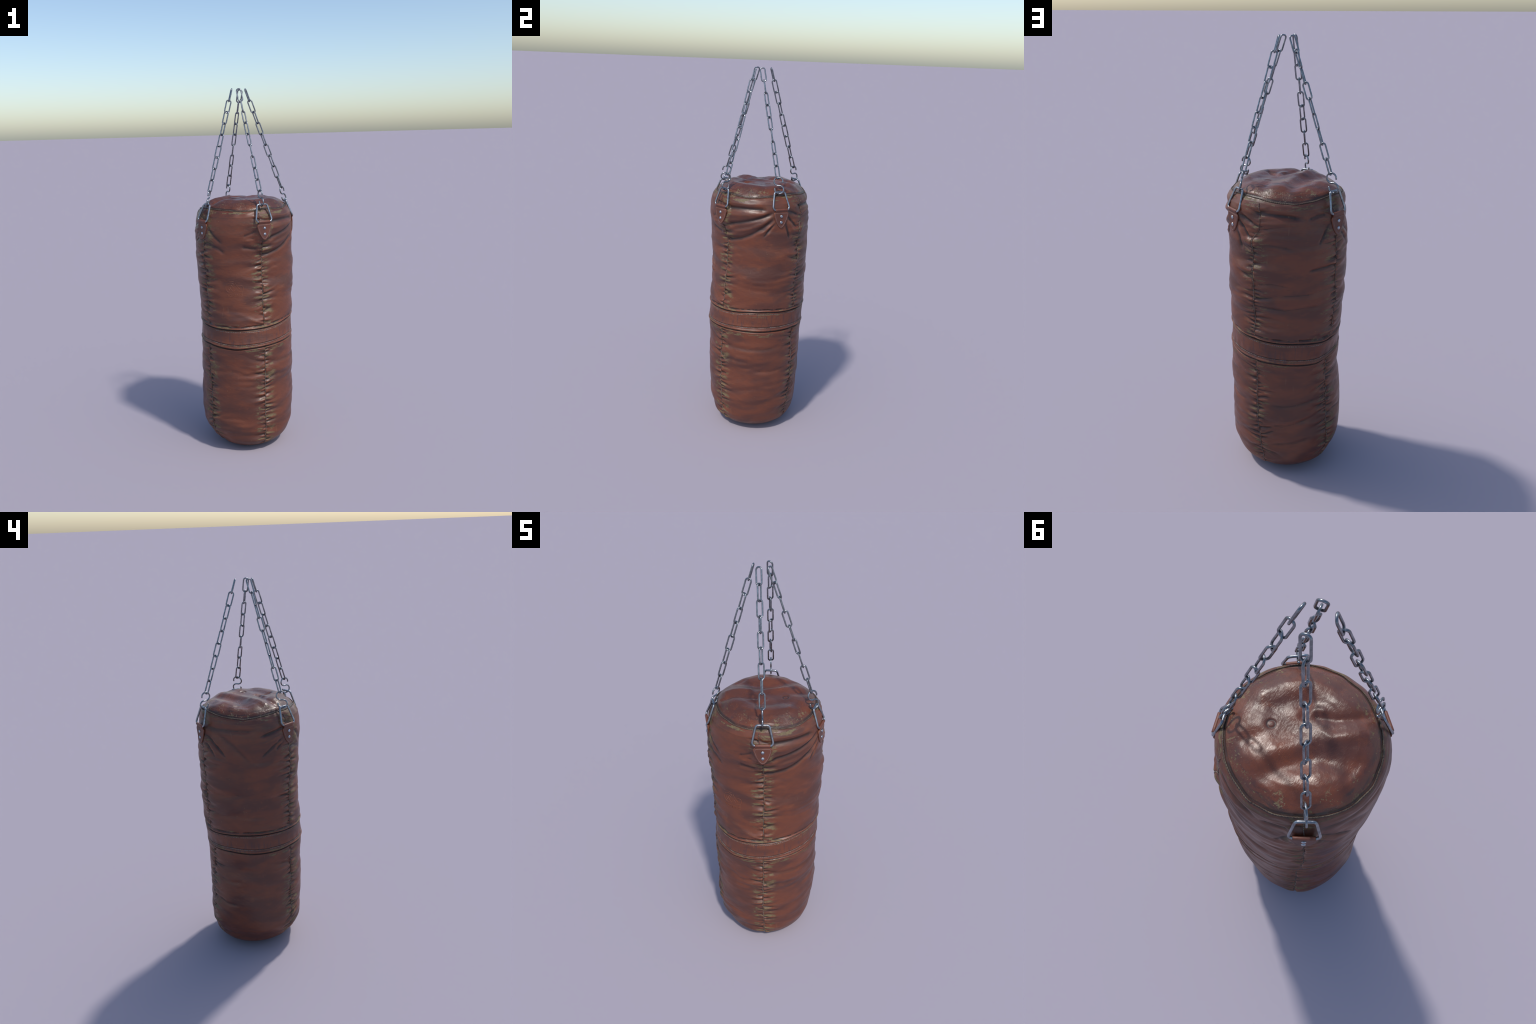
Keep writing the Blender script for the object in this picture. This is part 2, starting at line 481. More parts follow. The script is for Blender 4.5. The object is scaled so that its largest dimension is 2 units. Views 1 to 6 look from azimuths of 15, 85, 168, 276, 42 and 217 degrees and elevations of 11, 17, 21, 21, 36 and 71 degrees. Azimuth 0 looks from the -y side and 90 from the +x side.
def line_bump(path, amp, w, skew=0.0):
    pts = np.array(path, float)
    best = np.full(CX.shape, 1e9)
    sd = np.zeros(CX.shape)
    for (ax, ay), (bx, by) in zip(pts[:-1], pts[1:]):
        L2 = (bx - ax) ** 2 + (by - ay) ** 2
        q = np.clip(((CX - ax) * (bx - ax) + (CY - ay) * (by - ay)) / L2, 0, 1)
        ex, ey = CX - ax - q * (bx - ax), CY - ay - q * (by - ay)
        d = ex ** 2 + ey ** 2
        m = d < best
        best[m] = d[m]
        sd[m] = ((ex * (by - ay) - ey * (bx - ax)) / math.sqrt(L2))[m]
    ww = w * (1 + skew * np.tanh(sd / w))
    return amp * np.exp(-best / ww ** 2)


CAP = np.zeros_like(CX)
CAP += line_bump([(.022, .090), (-.005, .055), (-.030, .006), (-.035, -.030)], .0085, .030)
CAP += line_bump([(.170, -.030), (.135, -.095), (.065, -.150)], .0050, .034)
CAP += line_bump([(.006, .150), (-.016, .110), (-.080, .040), (-.150, .008)], -.0130, .036)
CAP += line_bump([(-.075, -.030), (-.105, -.060), (-.150, -.105)], .0085, .022)
CAP += line_bump([(-.004, -.064), (-.052, -.084), (-.087, -.113), (-.125, -.160)], -.0062, .0150)
CAP += line_bump([(.110, -.010), (.085, -.060), (.040, -.090)], -.0050, .028)
CAP += line_bump([(-.026, -.135), (-.070, -.155)], .0050, .028)
CAP += line_bump([(-.007, -.084), (.010, -.070)], .0048, .018)
CAP += line_bump([(.055, -.110), (.035, -.075), (.030, -.040)], -.0050, .012)
dim = np.hypot(CX - .089, CY - .032)          # pressed-in round dimple with a button-like middle
CAP += -.0026 * np.exp(-((dim - .0120) / .0050) ** 2) - .0012 * np.exp(-(dim / .012) ** 2)
CAP += line_bump([(-.120, .105), (-.135, .118)], .0060, .032)
CAP += line_bump([(.045, .145), (.090, .150)], .0055, .028)
CAP += line_bump([(.165, .060), (.150, .100)], .0040, .022)
CAP += line_bump([(-.175, .030), (-.180, -.020)], -.0050, .020)
CAP += line_bump([(.120, .110), (.100, .080)], -.0040, .020)
g = np.random.default_rng(5)
for _ in range(34):
    kx, ky = g.normal(0, 45, 2)
    CAP += .00018 * np.sin(kx * CX + ky * CY + g.uniform(0, 6.3))
for _ in range(40):
    kx, ky = g.normal(0, 190, 2)
    CAP += .00002 * np.sin(kx * CX + ky * CY + g.uniform(0, 6.3))
rim = np.clip((1 - tcap) / .10, 0, 1)[:, None]
CZ = CZ + CAP * rim
capaz = AZ[0] * D2R
CZ += (.0020 * np.sin(9 * capaz + 1) + .0012 * np.sin(17 * capaz))[None] * np.exp(-((1 - tcap) / .09) ** 2)[:, None] * np.clip((1 - tcap) / .03, 0, 1)[:, None]
CZ += dR[None] * np.exp(-((1 - tcap) / .13) ** 2)[:, None]
CAPV = np.stack([CX, CY, CZ], -1)

# ---- base disc
NB = 26
tb = 1 - np.arange(1, NB + 1) / NB * .995
BZ = .010 * (1 - tb ** 2)
foot = WALL[-1]
BASEV = np.stack([tb[:, None] * foot[None, :, 0], tb[:, None] * foot[None, :, 1], np.repeat(BZ[:, None] * 0 + .0015 * (1 - tb[:, None] ** 6), NT, 1)], -1)

GRID = np.concatenate([CAPV[::-1], WALL, BASEV])       # from the cap's middle to the base's middle
NG = len(GRID)
row0 = NC                                              # first wall row (top ring)
# vertex normals of the whole skin
du = np.roll(GRID, -1, 1) - np.roll(GRID, 1, 1)
dv = np.gradient(GRID, axis=0)
NRM = np.cross(dv, du)
NRM /= np.linalg.norm(NRM, axis=2)[..., None] + 1e-12
mid = NRM[row0 + 200] * GRID[row0 + 200]
if mid[..., :2].sum() < 0:
    NRM = -NRM

rowU = row0 + int(np.argmin(np.abs(zrow - GU)))
rowL = row0 + int(np.argmin(np.abs(zrow - GL)))
rowB = row0 + NR - 1


def patch(name, r0, r1, c0, c1, mat, wrap=False, close=None):
    """cut rows r0..r1, columns c0..c1 out of the skin as an object of its own"""
    rws = np.arange(r0, r1 + 1)
    cl = np.arange(c0, c1 + (0 if wrap else 1)) % NT
    V = GRID[np.ix_(rws, cl)].reshape(-1, 3)
    N = NRM[np.ix_(rws, cl)].reshape(-1, 3)
    nr, nc = len(rws), len(cl)
    i = np.arange(nr - 1)[:, None]
    j = np.arange(nc if wrap else nc - 1)[None]
    k = (j + 1) % nc
    Q = np.stack([i * nc + j + 0 * k, (i + 1) * nc + j, (i + 1) * nc + k, i * nc + k + 0 * j], -1).reshape(-1, 4)
    me = mesh_np(name, V, Q)
    me.materials.append(mat)
    me.normals_split_custom_set_from_vertices([tuple(n) for n in N])
    ob = bpy.data.objects.new(name, me)
    return link(ob)


def surface_radius(az, z):
    """radius of the finished skin at azimuth/true height (nearest grid sample, bilinear)"""
    az = np.atleast_1d(np.asarray(az, float))
    z = np.atleast_1d(np.asarray(z, float))
    order = np.argsort(AZ0)
    A = AZ0[order]
    out = np.empty(len(az))
    for n, (aa, zz) in enumerate(zip(az, z)):
        aw = (aa + 180) % 360 - 180
        j = order[min(np.searchsorted(A, aw), NT - 1)]
        for _ in range(3):      # follow the local azimuth warp of the columns
            i = int(np.clip(np.searchsorted(-Z[:, j], -zz), 1, NR - 1))
            e = (aw - AZ[i, j] + 180) % 360 - 180
            j = int((j + round(e / (360 / NT))) % NT)
        i = int(np.clip(np.searchsorted(-Z[:, j], -zz), 1, NR - 1))
        t = (Z[i - 1, j] - zz) / max(1e-9, Z[i - 1, j] - Z[i, j])
        out[n] = RR[i - 1, j] * (1 - t) + RR[i, j] * t
    return out


def on_skin(az, z, lift=0.0):
    r = surface_radius(az, z) + lift
    a = np.atleast_1d(az) * D2R
    return np.stack([r * np.sin(a), -r * np.cos(a), np.atleast_1d(z) + 0 * r], -1)


# ------------------------------------------------------------------ materials
class Nodes:
    def __init__(self, name):
        self.mat = bpy.data.materials.new(name)
        self.mat.use_nodes = True
        self.t = self.mat.node_tree
        self.t.nodes.clear()
        self.out = self.t.nodes.new("ShaderNodeOutputMaterial")
        self.bsdf = self.t.nodes.new("ShaderNodeBsdfPrincipled")
        self.t.links.new(self.bsdf.outputs[0], self.out.inputs[0])

    def put(self, sock, val):
        if hasattr(val, "is_output"):
            self.t.links.new(val, sock)
        else:
            sock.default_value = val

    def math(self, op, a, b=0.0, c=0.0, clamp=False):
        n = self.t.nodes.new("ShaderNodeMath")
        n.operation = op
        n.use_clamp = clamp
        for i, x in enumerate((a, b, c)):
            self.put(n.inputs[i], x)
        return n.outputs[0]

    def step(self, x, lo, hi, a=0.0, b=1.0):
        n = self.t.nodes.new("ShaderNodeMapRange")
        n.interpolation_type = "SMOOTHSTEP"
        for i, v in zip((0, 1, 2, 3, 4), (x, lo, hi, a, b)):
            self.put(n.inputs[i], v)
        return n.outputs[0]

    def noise(self, vec, scale, detail=3.0, rough=.55, distort=0.0):
        n = self.t.nodes.new("ShaderNodeTexNoise")
        self.put(n.inputs["Vector"], vec)
        n.inputs["Scale"].default_value = scale
        n.inputs["Detail"].default_value = detail
        n.inputs["Roughness"].default_value = rough
        n.inputs["Distortion"].default_value = distort
        return n.outputs["Fac"]

    def mapping(self, vec, scale=(1, 1, 1), loc=(0, 0, 0), rot=(0, 0, 0)):
        n = self.t.nodes.new("ShaderNodeMapping")
        self.put(n.inputs["Vector"], vec)
        n.inputs["Scale"].default_value = scale
        n.inputs["Location"].default_value = loc
        n.inputs["Rotation"].default_value = rot
        return n.outputs[0]

    def mix(self, f, a, b, mode="MIX"):
        n = self.t.nodes.new("ShaderNodeMix")
        n.data_type = "RGBA"
        n.blend_type = mode
        self.put(n.inputs[0], f)
        self.put(n.inputs[6], a)
        self.put(n.inputs[7], b)
        return n.outputs[2]

    def node(self, kind):
        return self.t.nodes.new(kind)


def rgb(r, g, b):
    return (r, g, b, 1.0)


def wavy(m, az, table, base):
    """height of a wavy line round the bag as a function of azimuth, through a gradient"""
    t = m.math("ADD", m.math("MULTIPLY", az, 1 / (2 * math.pi)), .5)
    rp = m.node("ShaderNodeValToRGB")
    rp.color_ramp.interpolation = "LINEAR"
    el = rp.color_ramp.elements
    stops = np.linspace(-180, 180, 31)
    vals = (periodic(table, stops) - base) / .08 + .5
    el[0].position, el[1].position = 0, 1
    for k in (0, 1):
        v_ = float(vals[0 if k == 0 else -1])
        el[k].color = (v_, v_, v_, 1)
    for st_, v_ in zip(stops[1:-1], vals[1:-1]):
        e = el.new((st_ + 180) / 360)
        e.color = (float(v_), float(v_), float(v_), 1)
    m.put(rp.inputs[0], t)
    return m.math("ADD", m.math("MULTIPLY", m.math("SUBTRACT", rp.outputs[0], .5), .08), base)


def leather(name, kind="side"):
    m = Nodes(name)
    co = m.node("ShaderNodeTexCoord").outputs["Object"]
    geo = m.node("ShaderNodeNewGeometry")
    sep = m.node("ShaderNodeSeparateXYZ")
    m.put(sep.inputs[0], co)
    x, y, z = sep.outputs
    point = geo.outputs["Pointiness"]

    flat = m.mapping(co, scale=(1, 1, 2.6))
    big = m.noise(flat, 5.0, 3, .5, .4)
    midn = m.noise(m.mapping(co, scale=(1, 1, 1.8), loc=(3, 1, 7)), 17.0, 4, .6)
    fine = m.noise(co, 90.0, 4, .65)

    red = rgb(.144, .041, .0185)
    orange = rgb(.208, .061, .023)
    brown = rgb(.086, .029, .0185)
    dark = rgb(.016, .010, .009)
    olive = rgb(.190, .150, .062)

    col = m.mix(m.step(big, .40, .64), red, brown)
    col = m.mix(m.step(midn, .52, .78, 0, .55), col, brown)
    col = m.mix(m.step(midn, .46, .25, 0, .35), col, orange)
    # nearness to a seam, from the azimuth
    az = m.math("ARCTAN2", x, m.math("MULTIPLY", y, -1))
    near = None
    right = None
    for s in SEAMS:
        d = m.math("SUBTRACT", az, s * D2R)
        d = m.math("WRAP", d, math.pi, -math.pi)
        n1 = m.math("ABSOLUTE", d)
        near = n1 if near is None else m.math("MINIMUM", near, n1)
    streak = m.noise(m.mapping(co, scale=(1, 1, 5.5), loc=(5, 2, 1)), 13.0, 3, .6, .3)
    grain = m.noise(m.mapping(co, scale=(1, 1, 2.2)), 75.0, 4, .7)
    nearw = m.math("ADD", near, m.math("MULTIPLY", m.math("SUBTRACT", midn, .5), .35))
    if kind == "side":
        seam = m.step(nearw, .34, .06)
        ringd = m.math("ABSOLUTE", m.math("SUBTRACT", z, m.math("SUBTRACT", wavy(m, az, RING_Z, ZT), .006)))
        ringm = m.step(ringd, .035, .004)
        bandm = m.math("MAXIMUM", m.step(m.math("ABSOLUTE", m.math("SUBTRACT", z, .742)), .026, .004), m.step(m.math("ABSOLUTE", m.math("SUBTRACT", z, .616)), .022, .004))
        dirty = m.math("MAXIMUM", seam, m.math("MAXIMUM", ringm, bandm))
        tabm = m.step(z, 1.08, 1.30)
        dirty = m.math("MAXIMUM", dirty, m.math("MULTIPLY", tabm, .28))
    elif kind == "band":
        edge = m.math("MAXIMUM", m.step(z, .700, .735), m.step(z, .655, .628))
        dirty = edge
        seam = m.step(nearw, .20, .02, 0, .5)
    else:
        rad = m.math("SQRT", m.math("ADD", m.math("MULTIPLY", x, x), m.math("MULTIPLY", y, y)))
        radw = m.math("ADD", rad, m.math("MULTIPLY", m.math("SUBTRACT", midn, .5), .12))
        seam = m.step(rad, .219, .236)
        dirty = m.step(radw, .165, .225)
    # baked-in occlusion: hollows coloured dark, ridge highlights tinted orange
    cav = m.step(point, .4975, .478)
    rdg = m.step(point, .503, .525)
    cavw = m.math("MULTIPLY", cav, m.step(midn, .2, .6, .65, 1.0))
    # dusky patches beside the seams
    dusky_patch = m.math("MULTIPLY", m.step(streak, .50, .66), m.math("MULTIPLY", dirty, .8))
    col = m.mix(dusky_patch, col, rgb(.042, .021, .018))
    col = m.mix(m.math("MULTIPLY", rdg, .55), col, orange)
    if kind in ("side", "band"):
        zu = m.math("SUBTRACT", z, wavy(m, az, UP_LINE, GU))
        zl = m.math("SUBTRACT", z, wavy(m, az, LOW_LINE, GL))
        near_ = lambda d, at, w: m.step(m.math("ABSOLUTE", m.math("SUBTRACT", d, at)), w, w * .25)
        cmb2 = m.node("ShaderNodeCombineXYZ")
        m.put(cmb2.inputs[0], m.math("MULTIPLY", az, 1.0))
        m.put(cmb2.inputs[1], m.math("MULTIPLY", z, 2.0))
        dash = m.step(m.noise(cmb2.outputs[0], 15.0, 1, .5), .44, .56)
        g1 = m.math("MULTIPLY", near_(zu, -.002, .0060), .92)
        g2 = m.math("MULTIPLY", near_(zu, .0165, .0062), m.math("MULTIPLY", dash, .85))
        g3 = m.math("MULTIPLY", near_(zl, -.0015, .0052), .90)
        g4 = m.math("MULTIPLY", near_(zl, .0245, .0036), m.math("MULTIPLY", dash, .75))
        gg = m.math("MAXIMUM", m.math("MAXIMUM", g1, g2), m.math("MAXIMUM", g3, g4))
        lips = m.math("MAXIMUM", near_(zu, .0068, .0050), near_(zl, .0090, .0060))
        col = m.mix(m.math("MULTIPLY", lips, .45), col, orange)
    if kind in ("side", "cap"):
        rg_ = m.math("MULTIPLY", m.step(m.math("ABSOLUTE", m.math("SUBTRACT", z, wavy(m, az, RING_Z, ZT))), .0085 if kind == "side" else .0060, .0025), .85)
    # shadow of the deep folds painted into the colour: the fold paths again, each as a parabola over its azimuth span
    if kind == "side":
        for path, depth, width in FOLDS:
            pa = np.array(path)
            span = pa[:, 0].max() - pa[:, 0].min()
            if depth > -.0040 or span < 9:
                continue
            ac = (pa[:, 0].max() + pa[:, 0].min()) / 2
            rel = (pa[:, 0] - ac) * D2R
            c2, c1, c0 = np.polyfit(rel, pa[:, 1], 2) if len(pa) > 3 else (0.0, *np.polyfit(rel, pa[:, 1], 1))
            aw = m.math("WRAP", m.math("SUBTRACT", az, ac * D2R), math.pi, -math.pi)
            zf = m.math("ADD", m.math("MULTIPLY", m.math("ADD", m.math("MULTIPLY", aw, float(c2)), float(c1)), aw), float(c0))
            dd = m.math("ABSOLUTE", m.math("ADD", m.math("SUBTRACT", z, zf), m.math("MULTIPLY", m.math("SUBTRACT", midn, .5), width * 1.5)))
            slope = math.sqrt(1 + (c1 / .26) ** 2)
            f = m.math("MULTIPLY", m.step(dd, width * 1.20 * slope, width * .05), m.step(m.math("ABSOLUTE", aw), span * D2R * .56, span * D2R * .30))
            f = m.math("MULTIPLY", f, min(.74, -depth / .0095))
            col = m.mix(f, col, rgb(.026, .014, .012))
    # olive worn-through patches, horizontal, beside seams
    wear = m.math("ADD", m.math("MULTIPLY", streak, .75), m.math("MULTIPLY", grain, .35))
    if kind == "cap":
        wear = m.math("ADD", m.math("MULTIPLY", m.noise(co, 26.0, 2, .5), .45), m.math("MULTIPLY", m.noise(co, 120.0, 3, .6), .62))
        thr = (.60, .66)
    elif kind == "band":
        thr = (.565, .655)
    else:
        thr = (.565, .655)
    boost = None
    for s in (38.0, -35.5):
        d = m.math("SUBTRACT", az, s * D2R)
        b_ = m.math("MULTIPLY", m.step(d, -.012, .006), m.step(d, .42, .22))
        boost = b_ if boost is None else m.math("MAXIMUM", boost, b_)
    if kind == "side":
        wear = m.math("ADD", wear, m.math("MULTIPLY", m.math("SUBTRACT", boost, .35), .045))
    ol = m.math("MULTIPLY", m.step(wear, thr[0], thr[1]), m.step(dirty, .15, .75))
    ol = m.math("MULTIPLY", ol, m.step(cav, .9, .3, .35, 1))
    col = m.mix(m.math("MULTIPLY", ol, .74), col, m.mix(grain, rgb(.100, .076, .034), rgb(.225, .180, .080)))
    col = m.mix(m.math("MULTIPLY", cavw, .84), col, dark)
    if kind in ("side", "band"):
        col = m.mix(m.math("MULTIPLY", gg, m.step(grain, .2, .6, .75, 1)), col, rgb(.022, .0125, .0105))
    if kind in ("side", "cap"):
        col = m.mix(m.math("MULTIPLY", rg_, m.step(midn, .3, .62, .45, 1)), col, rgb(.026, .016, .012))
    if kind == "band":
        # faded vertical stains
        azs = m.math("MULTIPLY", az, 2.4)
        cmb = m.node("ShaderNodeCombineXYZ")
        m.put(cmb.inputs[0], azs)
        m.put(cmb.inputs[1], m.math("MULTIPLY", z, 1.6))
        st = m.noise(cmb.outputs[0], 9.0, 2, .5)
        col = m.mix(m.step(st, .50, .68, 0, .70), col, rgb(.070, .030, .027))
    # tiny nicks and scratches showing pale hide
    vo = m.node("ShaderNodeTexVoronoi")
    vo.inputs["Scale"].default_value = 62.0
    m.put(vo.inputs["Vector"], m.mapping(co, scale=(1, 1, .55), rot=(.3, .5, .2)))
    nick = m.math("MULTIPLY", m.step(vo.outputs["Distance"], .11, .05), m.step(m.noise(co, 11.0, 2, .5), .55, .66))
    col = m.mix(m.math("MULTIPLY", nick, .55), col, rgb(.26, .19, .095))
    sc = m.noise(m.mapping(co, scale=(1, 1, .07), rot=(.05, .08, 0)), 95.0, 1, .4)
    scr = m.math("MULTIPLY", m.step(sc, .715, .75), m.step(m.noise(co, 7.0, 2, .5), .52, .62))
    col = m.mix(m.math("MULTIPLY", scr, .17), col, rgb(.25, .16, .09))
    # grain
    col = m.mix(m.step(fine, .35, .75, 0, .22), col, rgb(.075, .032, .026))
    m.put(m.bsdf.inputs["Base Color"], col)
    rough = m.step(midn, .3, .75, .26 if kind == "cap" else .34, .40 if kind == "cap" else .49)
    rough = m.math("ADD", rough, m.math("MULTIPLY", ol, .3))
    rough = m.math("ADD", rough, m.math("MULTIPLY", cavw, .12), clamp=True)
    m.put(m.bsdf.inputs["Roughness"], rough)
    m.put(m.bsdf.inputs["Specular IOR Level"], .5)
    # relief: creased leather grain
    b1 = m.noise(m.mapping(co, scale=(1, .45, 1.3), rot=(0, 0, .7)), 190.0, 4, .65, .8) if kind == "cap" else m.noise(m.mapping(co, scale=(1, 1, 1.3)), 210.0, 4, .6)
    b2 = m.noise(co, 48.0, 3, .6, .6)
    h = m.math("ADD", m.math("MULTIPLY", b1, .60 if kind == "cap" else .35), m.math("MULTIPLY", b2, .28))
    h = m.math("SUBTRACT", h, m.math("MULTIPLY", ol, .55))
    h = m.math("SUBTRACT", h, m.math("MULTIPLY", nick, .6))
    bp = m.node("ShaderNodeBump")
    bp.inputs["Strength"].default_value = .55 if kind == "cap" else .40
    bp.inputs["Distance"].default_value = .0022
    m.put(bp.inputs["Height"], h)
    m.put(m.bsdf.inputs["Normal"], bp.outputs[0])
    return m.mat


def tab_leather():
    m = Nodes("tab_leather")
    co = m.node("ShaderNodeTexCoord").outputs["Object"]
    n1 = m.noise(co, 22.0, 4, .6)
    n2 = m.noise(co, 260.0, 3, .6)
    geo = m.node("ShaderNodeNewGeometry")
    col = m.mix(m.step(n1, .35, .7), rgb(.150, .045, .025), rgb(.098, .032, .020))
    col = m.mix(m.step(geo.outputs["Pointiness"], .52, .60, 0, .6), col, rgb(.26, .085, .040))
    col = m.mix(m.step(n2, .45, .8, 0, .25), col, rgb(.09, .035, .025))
    m.put(m.bsdf.inputs["Base Color"], col)
    m.put(m.bsdf.inputs["Roughness"], .5)
    bp = m.node("ShaderNodeBump")
    bp.inputs["Strength"].default_value = .25
    bp.inputs["Distance"].default_value = .001
    m.put(bp.inputs["Height"], n2)
    m.put(m.bsdf.inputs["Normal"], bp.outputs[0])
    return m.mat


def steel(name, colr, rough, metal=1.0):
    m = Nodes(name)
    co = m.node("ShaderNodeTexCoord").outputs["Object"]
    n1 = m.noise(co, 60.0, 4, .6)
    n2 = m.noise(co, 420.0, 2, .6)
    dk = tuple(c * .55 for c in colr)
    m.put(m.bsdf.inputs["Base Color"], m.mix(m.step(n1, .35, .7), rgb(*colr), rgb(*dk)))
    m.put(m.bsdf.inputs["Metallic"], metal)
    m.put(m.bsdf.inputs["Roughness"], m.step(n1, .3, .7, rough, rough + .12))
    bp = m.node("ShaderNodeBump")
    bp.inputs["Strength"].default_value = .08
    bp.inputs["Distance"].default_value = .0006
    m.put(bp.inputs["Height"], n2)
    m.put(m.bsdf.inputs["Normal"], bp.outputs[0])
    return m.mat


def thread(name, a, b):
    m = Nodes(name)
    co = m.node("ShaderNodeTexCoord").outputs["Object"]
    n1 = m.noise(co, 35.0, 3, .6)
    m.put(m.bsdf.inputs["Base Color"], m.mix(m.step(n1, .42, .62), rgb(*a), rgb(*b)))
    m.put(m.bsdf.inputs["Roughness"], .85)
    return m.mat


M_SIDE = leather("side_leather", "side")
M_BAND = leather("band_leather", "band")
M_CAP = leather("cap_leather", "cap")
M_TAB = tab_leather()
M_STEEL = steel("chain_steel", (.29, .31, .335), .24)
M_RING = steel("ring_steel", (.34, .365, .40), .30)
M_RIVET = steel("rivet_steel", (.42, .45, .49), .26)
M_THREAD = thread("pale_thread", (.27, .235, .21), (.12, .085, .065))
M_SEAM = thread("dull_thread", (.20, .165, .135), (.08, .055, .045))
M_DARK = thread("dark_thread", (.070, .048, .037), (.125, .095, .065))
M_TABTHREAD = thread("tab_thread", (.26, .20, .185), (.17, .12, .11))

# ------------------------------------------------------------------ skin parts
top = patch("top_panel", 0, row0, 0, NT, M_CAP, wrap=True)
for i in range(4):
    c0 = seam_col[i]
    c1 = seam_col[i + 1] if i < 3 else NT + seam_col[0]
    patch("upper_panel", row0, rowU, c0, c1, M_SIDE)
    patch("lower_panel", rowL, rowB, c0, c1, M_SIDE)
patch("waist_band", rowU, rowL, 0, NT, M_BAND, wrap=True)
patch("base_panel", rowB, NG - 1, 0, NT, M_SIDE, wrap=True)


# ------------------------------------------------------------------ stitching
def stitches(name, az, z, nominal_len, mat, rad, lift=.0004, gap=.38, jitter=.15):
    """lay short threads along a curve on the skin"""
    P = on_skin(az, z, lift)
    seg = np.linalg.norm(np.diff(P, axis=0), axis=1)
    S = np.concatenate([[0], np.cumsum(seg)])
    Vs, Fs, off = [], [], 0
    s = 0.0
    while s < S[-1] - nominal_len:
        ln = nominal_len * (1 - gap) * rng.uniform(1 - jitter, 1 + jitter)
        ts = np.linspace(s, s + ln, 4)
        pts = np.stack([np.interp(ts, S, P[:, k]) for k in range(3)], -1)
        out = pts / np.maximum(1e-9, np.hypot(pts[:, 0], pts[:, 1]))[:, None] * np.array([1, 1, 0])
        pts = pts + out * (np.array([-.0006, .0004, .0004, -.0006])[:, None])
        V, F = tube(pts, rad, 6)
        Vs.append(V)
        Fs += [tuple(i + off for i in f) for f in F]
        off += len(V)
        s += nominal_len
    me = mesh_from(name, np.concatenate(Vs), Fs)
    me.materials.append(mat)
    ob = link(bpy.data.objects.new(name, me))
    ob["kind"] = "stuff"
    return ob


full = np.arange(-180, 180.5, .5)
stitches("band_stitching", full, zmap(full, np.full_like(full, GU - .0125)), .0095, M_THREAD, .00105)
stitches("band_stitching", full, zmap(full, np.full_like(full, GL + .0215)), .0095, M_THREAD, .00115)
for s in SEAMS:
    for za, zb in ((1.352, GU + .014), (GL - .008, .03)):
        zz = np.arange(za, zb, -.0025)
        aa = seam_az(s, zz)
        stitches("seam_stitching", aa, zmap(aa, zz), .0085, M_SEAM, .0012, lift=.0022)
stitches("ring_stitching", full, zmap(full, np.full_like(full, ZT - .0030)), .0085, M_DARK, .0021, lift=.0026, gap=.22)
zz = np.full_like(full, 0.012) + .002 * np.sin(full * D2R * 9)
stitches("base_stitching", full, zz, .011, M_DARK, .0014, lift=.0004, gap=.3)

# ------------------------------------------------------------------ embossed mark on the front panel
EM_AZ, EM_Z = 2.5, .958


def to_panel(px, pz, lift):
    px, pz = np.asarray(px, float), np.asarray(pz, float)
    return on_skin(EM_AZ + px / ARC, EM_Z + pz, lift)


marks = []
arc = lambda cx, cy, r, a0, a1, n=20, sy=1.0: [(cx + r * math.cos(t * D2R), cy + sy * r * math.sin(t * D2R)) for t in np.linspace(a0, a1, n)]
marks.append(arc(-.022, .000, .026, 40, 330))
marks.append(arc(-.022, .000, .013, -20, 250))
marks.append([(-.026, .004), (-.018, -.010), (-.004, -.024)])
marks.append([(.004, .026), (.010, .014), (.022, -.002), (.030, -.008)])
marks.append(round_corners([(.006, .012), (.048, .010), (.048, -.022), (.012, -.024)], .010, closed=False))
marks.append([(.010, -.006), (.020, -.020)])
marks.append([(-.050, .034), (-.030, .037), (-.004, .033)])
Vs, Fs, off = [], [], 0
for mk in marks:
    mk = np.array([np.asarray(p)[:2] for p in mk])
    P = to_panel(mk[:, 0], mk[:, 1], .0000)
    V, F = tube(P, .0013, 6)
    Vs.append(V)
    Fs += [tuple(i + off for i in f) for f in F]
    off += len(V)
me = mesh_from("embossed_emblem", np.concatenate(Vs), Fs)
me.materials.append(M_SIDE)
link(bpy.data.objects.new("embossed_emblem", me))


def lettering(name, text, size, az, z, lift, depth, mat, bevel=.0, squeeze=1.0):
    cu = bpy.data.curves.new(name, "FONT")
    cu.body = text
    cu.size = size
    cu.align_x = "CENTER"
    cu.align_y = "CENTER"
    cu.extrude = depth
    cu.bevel_depth = bevel
    cu.resolution_u = 4
    cu.space_character = 1.15
    tmp = bpy.data.objects.new("lettering_source", cu)
    bpy.context.collection.objects.link(tmp)
    bpy.context.view_layer.update()
    dg = bpy.context.evaluated_depsgraph_get()
    me = bpy.data.meshes.new_from_object(tmp.evaluated_get(dg))
    bpy.data.objects.remove(tmp)
    n = len(me.vertices)
    co = np.empty(n * 3)
    me.vertices.foreach_get("co", co)
    co = co.reshape(-1, 3)
    aa = az + co[:, 0] * squeeze / ARC
    r = surface_radius(aa, z + co[:, 1]) + lift + co[:, 2]
    P = np.stack([r * np.sin(aa * D2R), -r * np.cos(aa * D2R), z + co[:, 1]], -1)
    me.vertices.foreach_set("co", P.astype(np.float32).ravel())
    me.update()
    me.materials.clear()
    me.materials.append(mat)
    me.name = name
    return link(bpy.data.objects.new(name, me))


lettering("embossed_lettering", "BOXING", .021, 2.5, .914, .0000, .0007, M_SIDE, .0004)

# ------------------------------------------------------------------ tabs, rings, hooks, chains


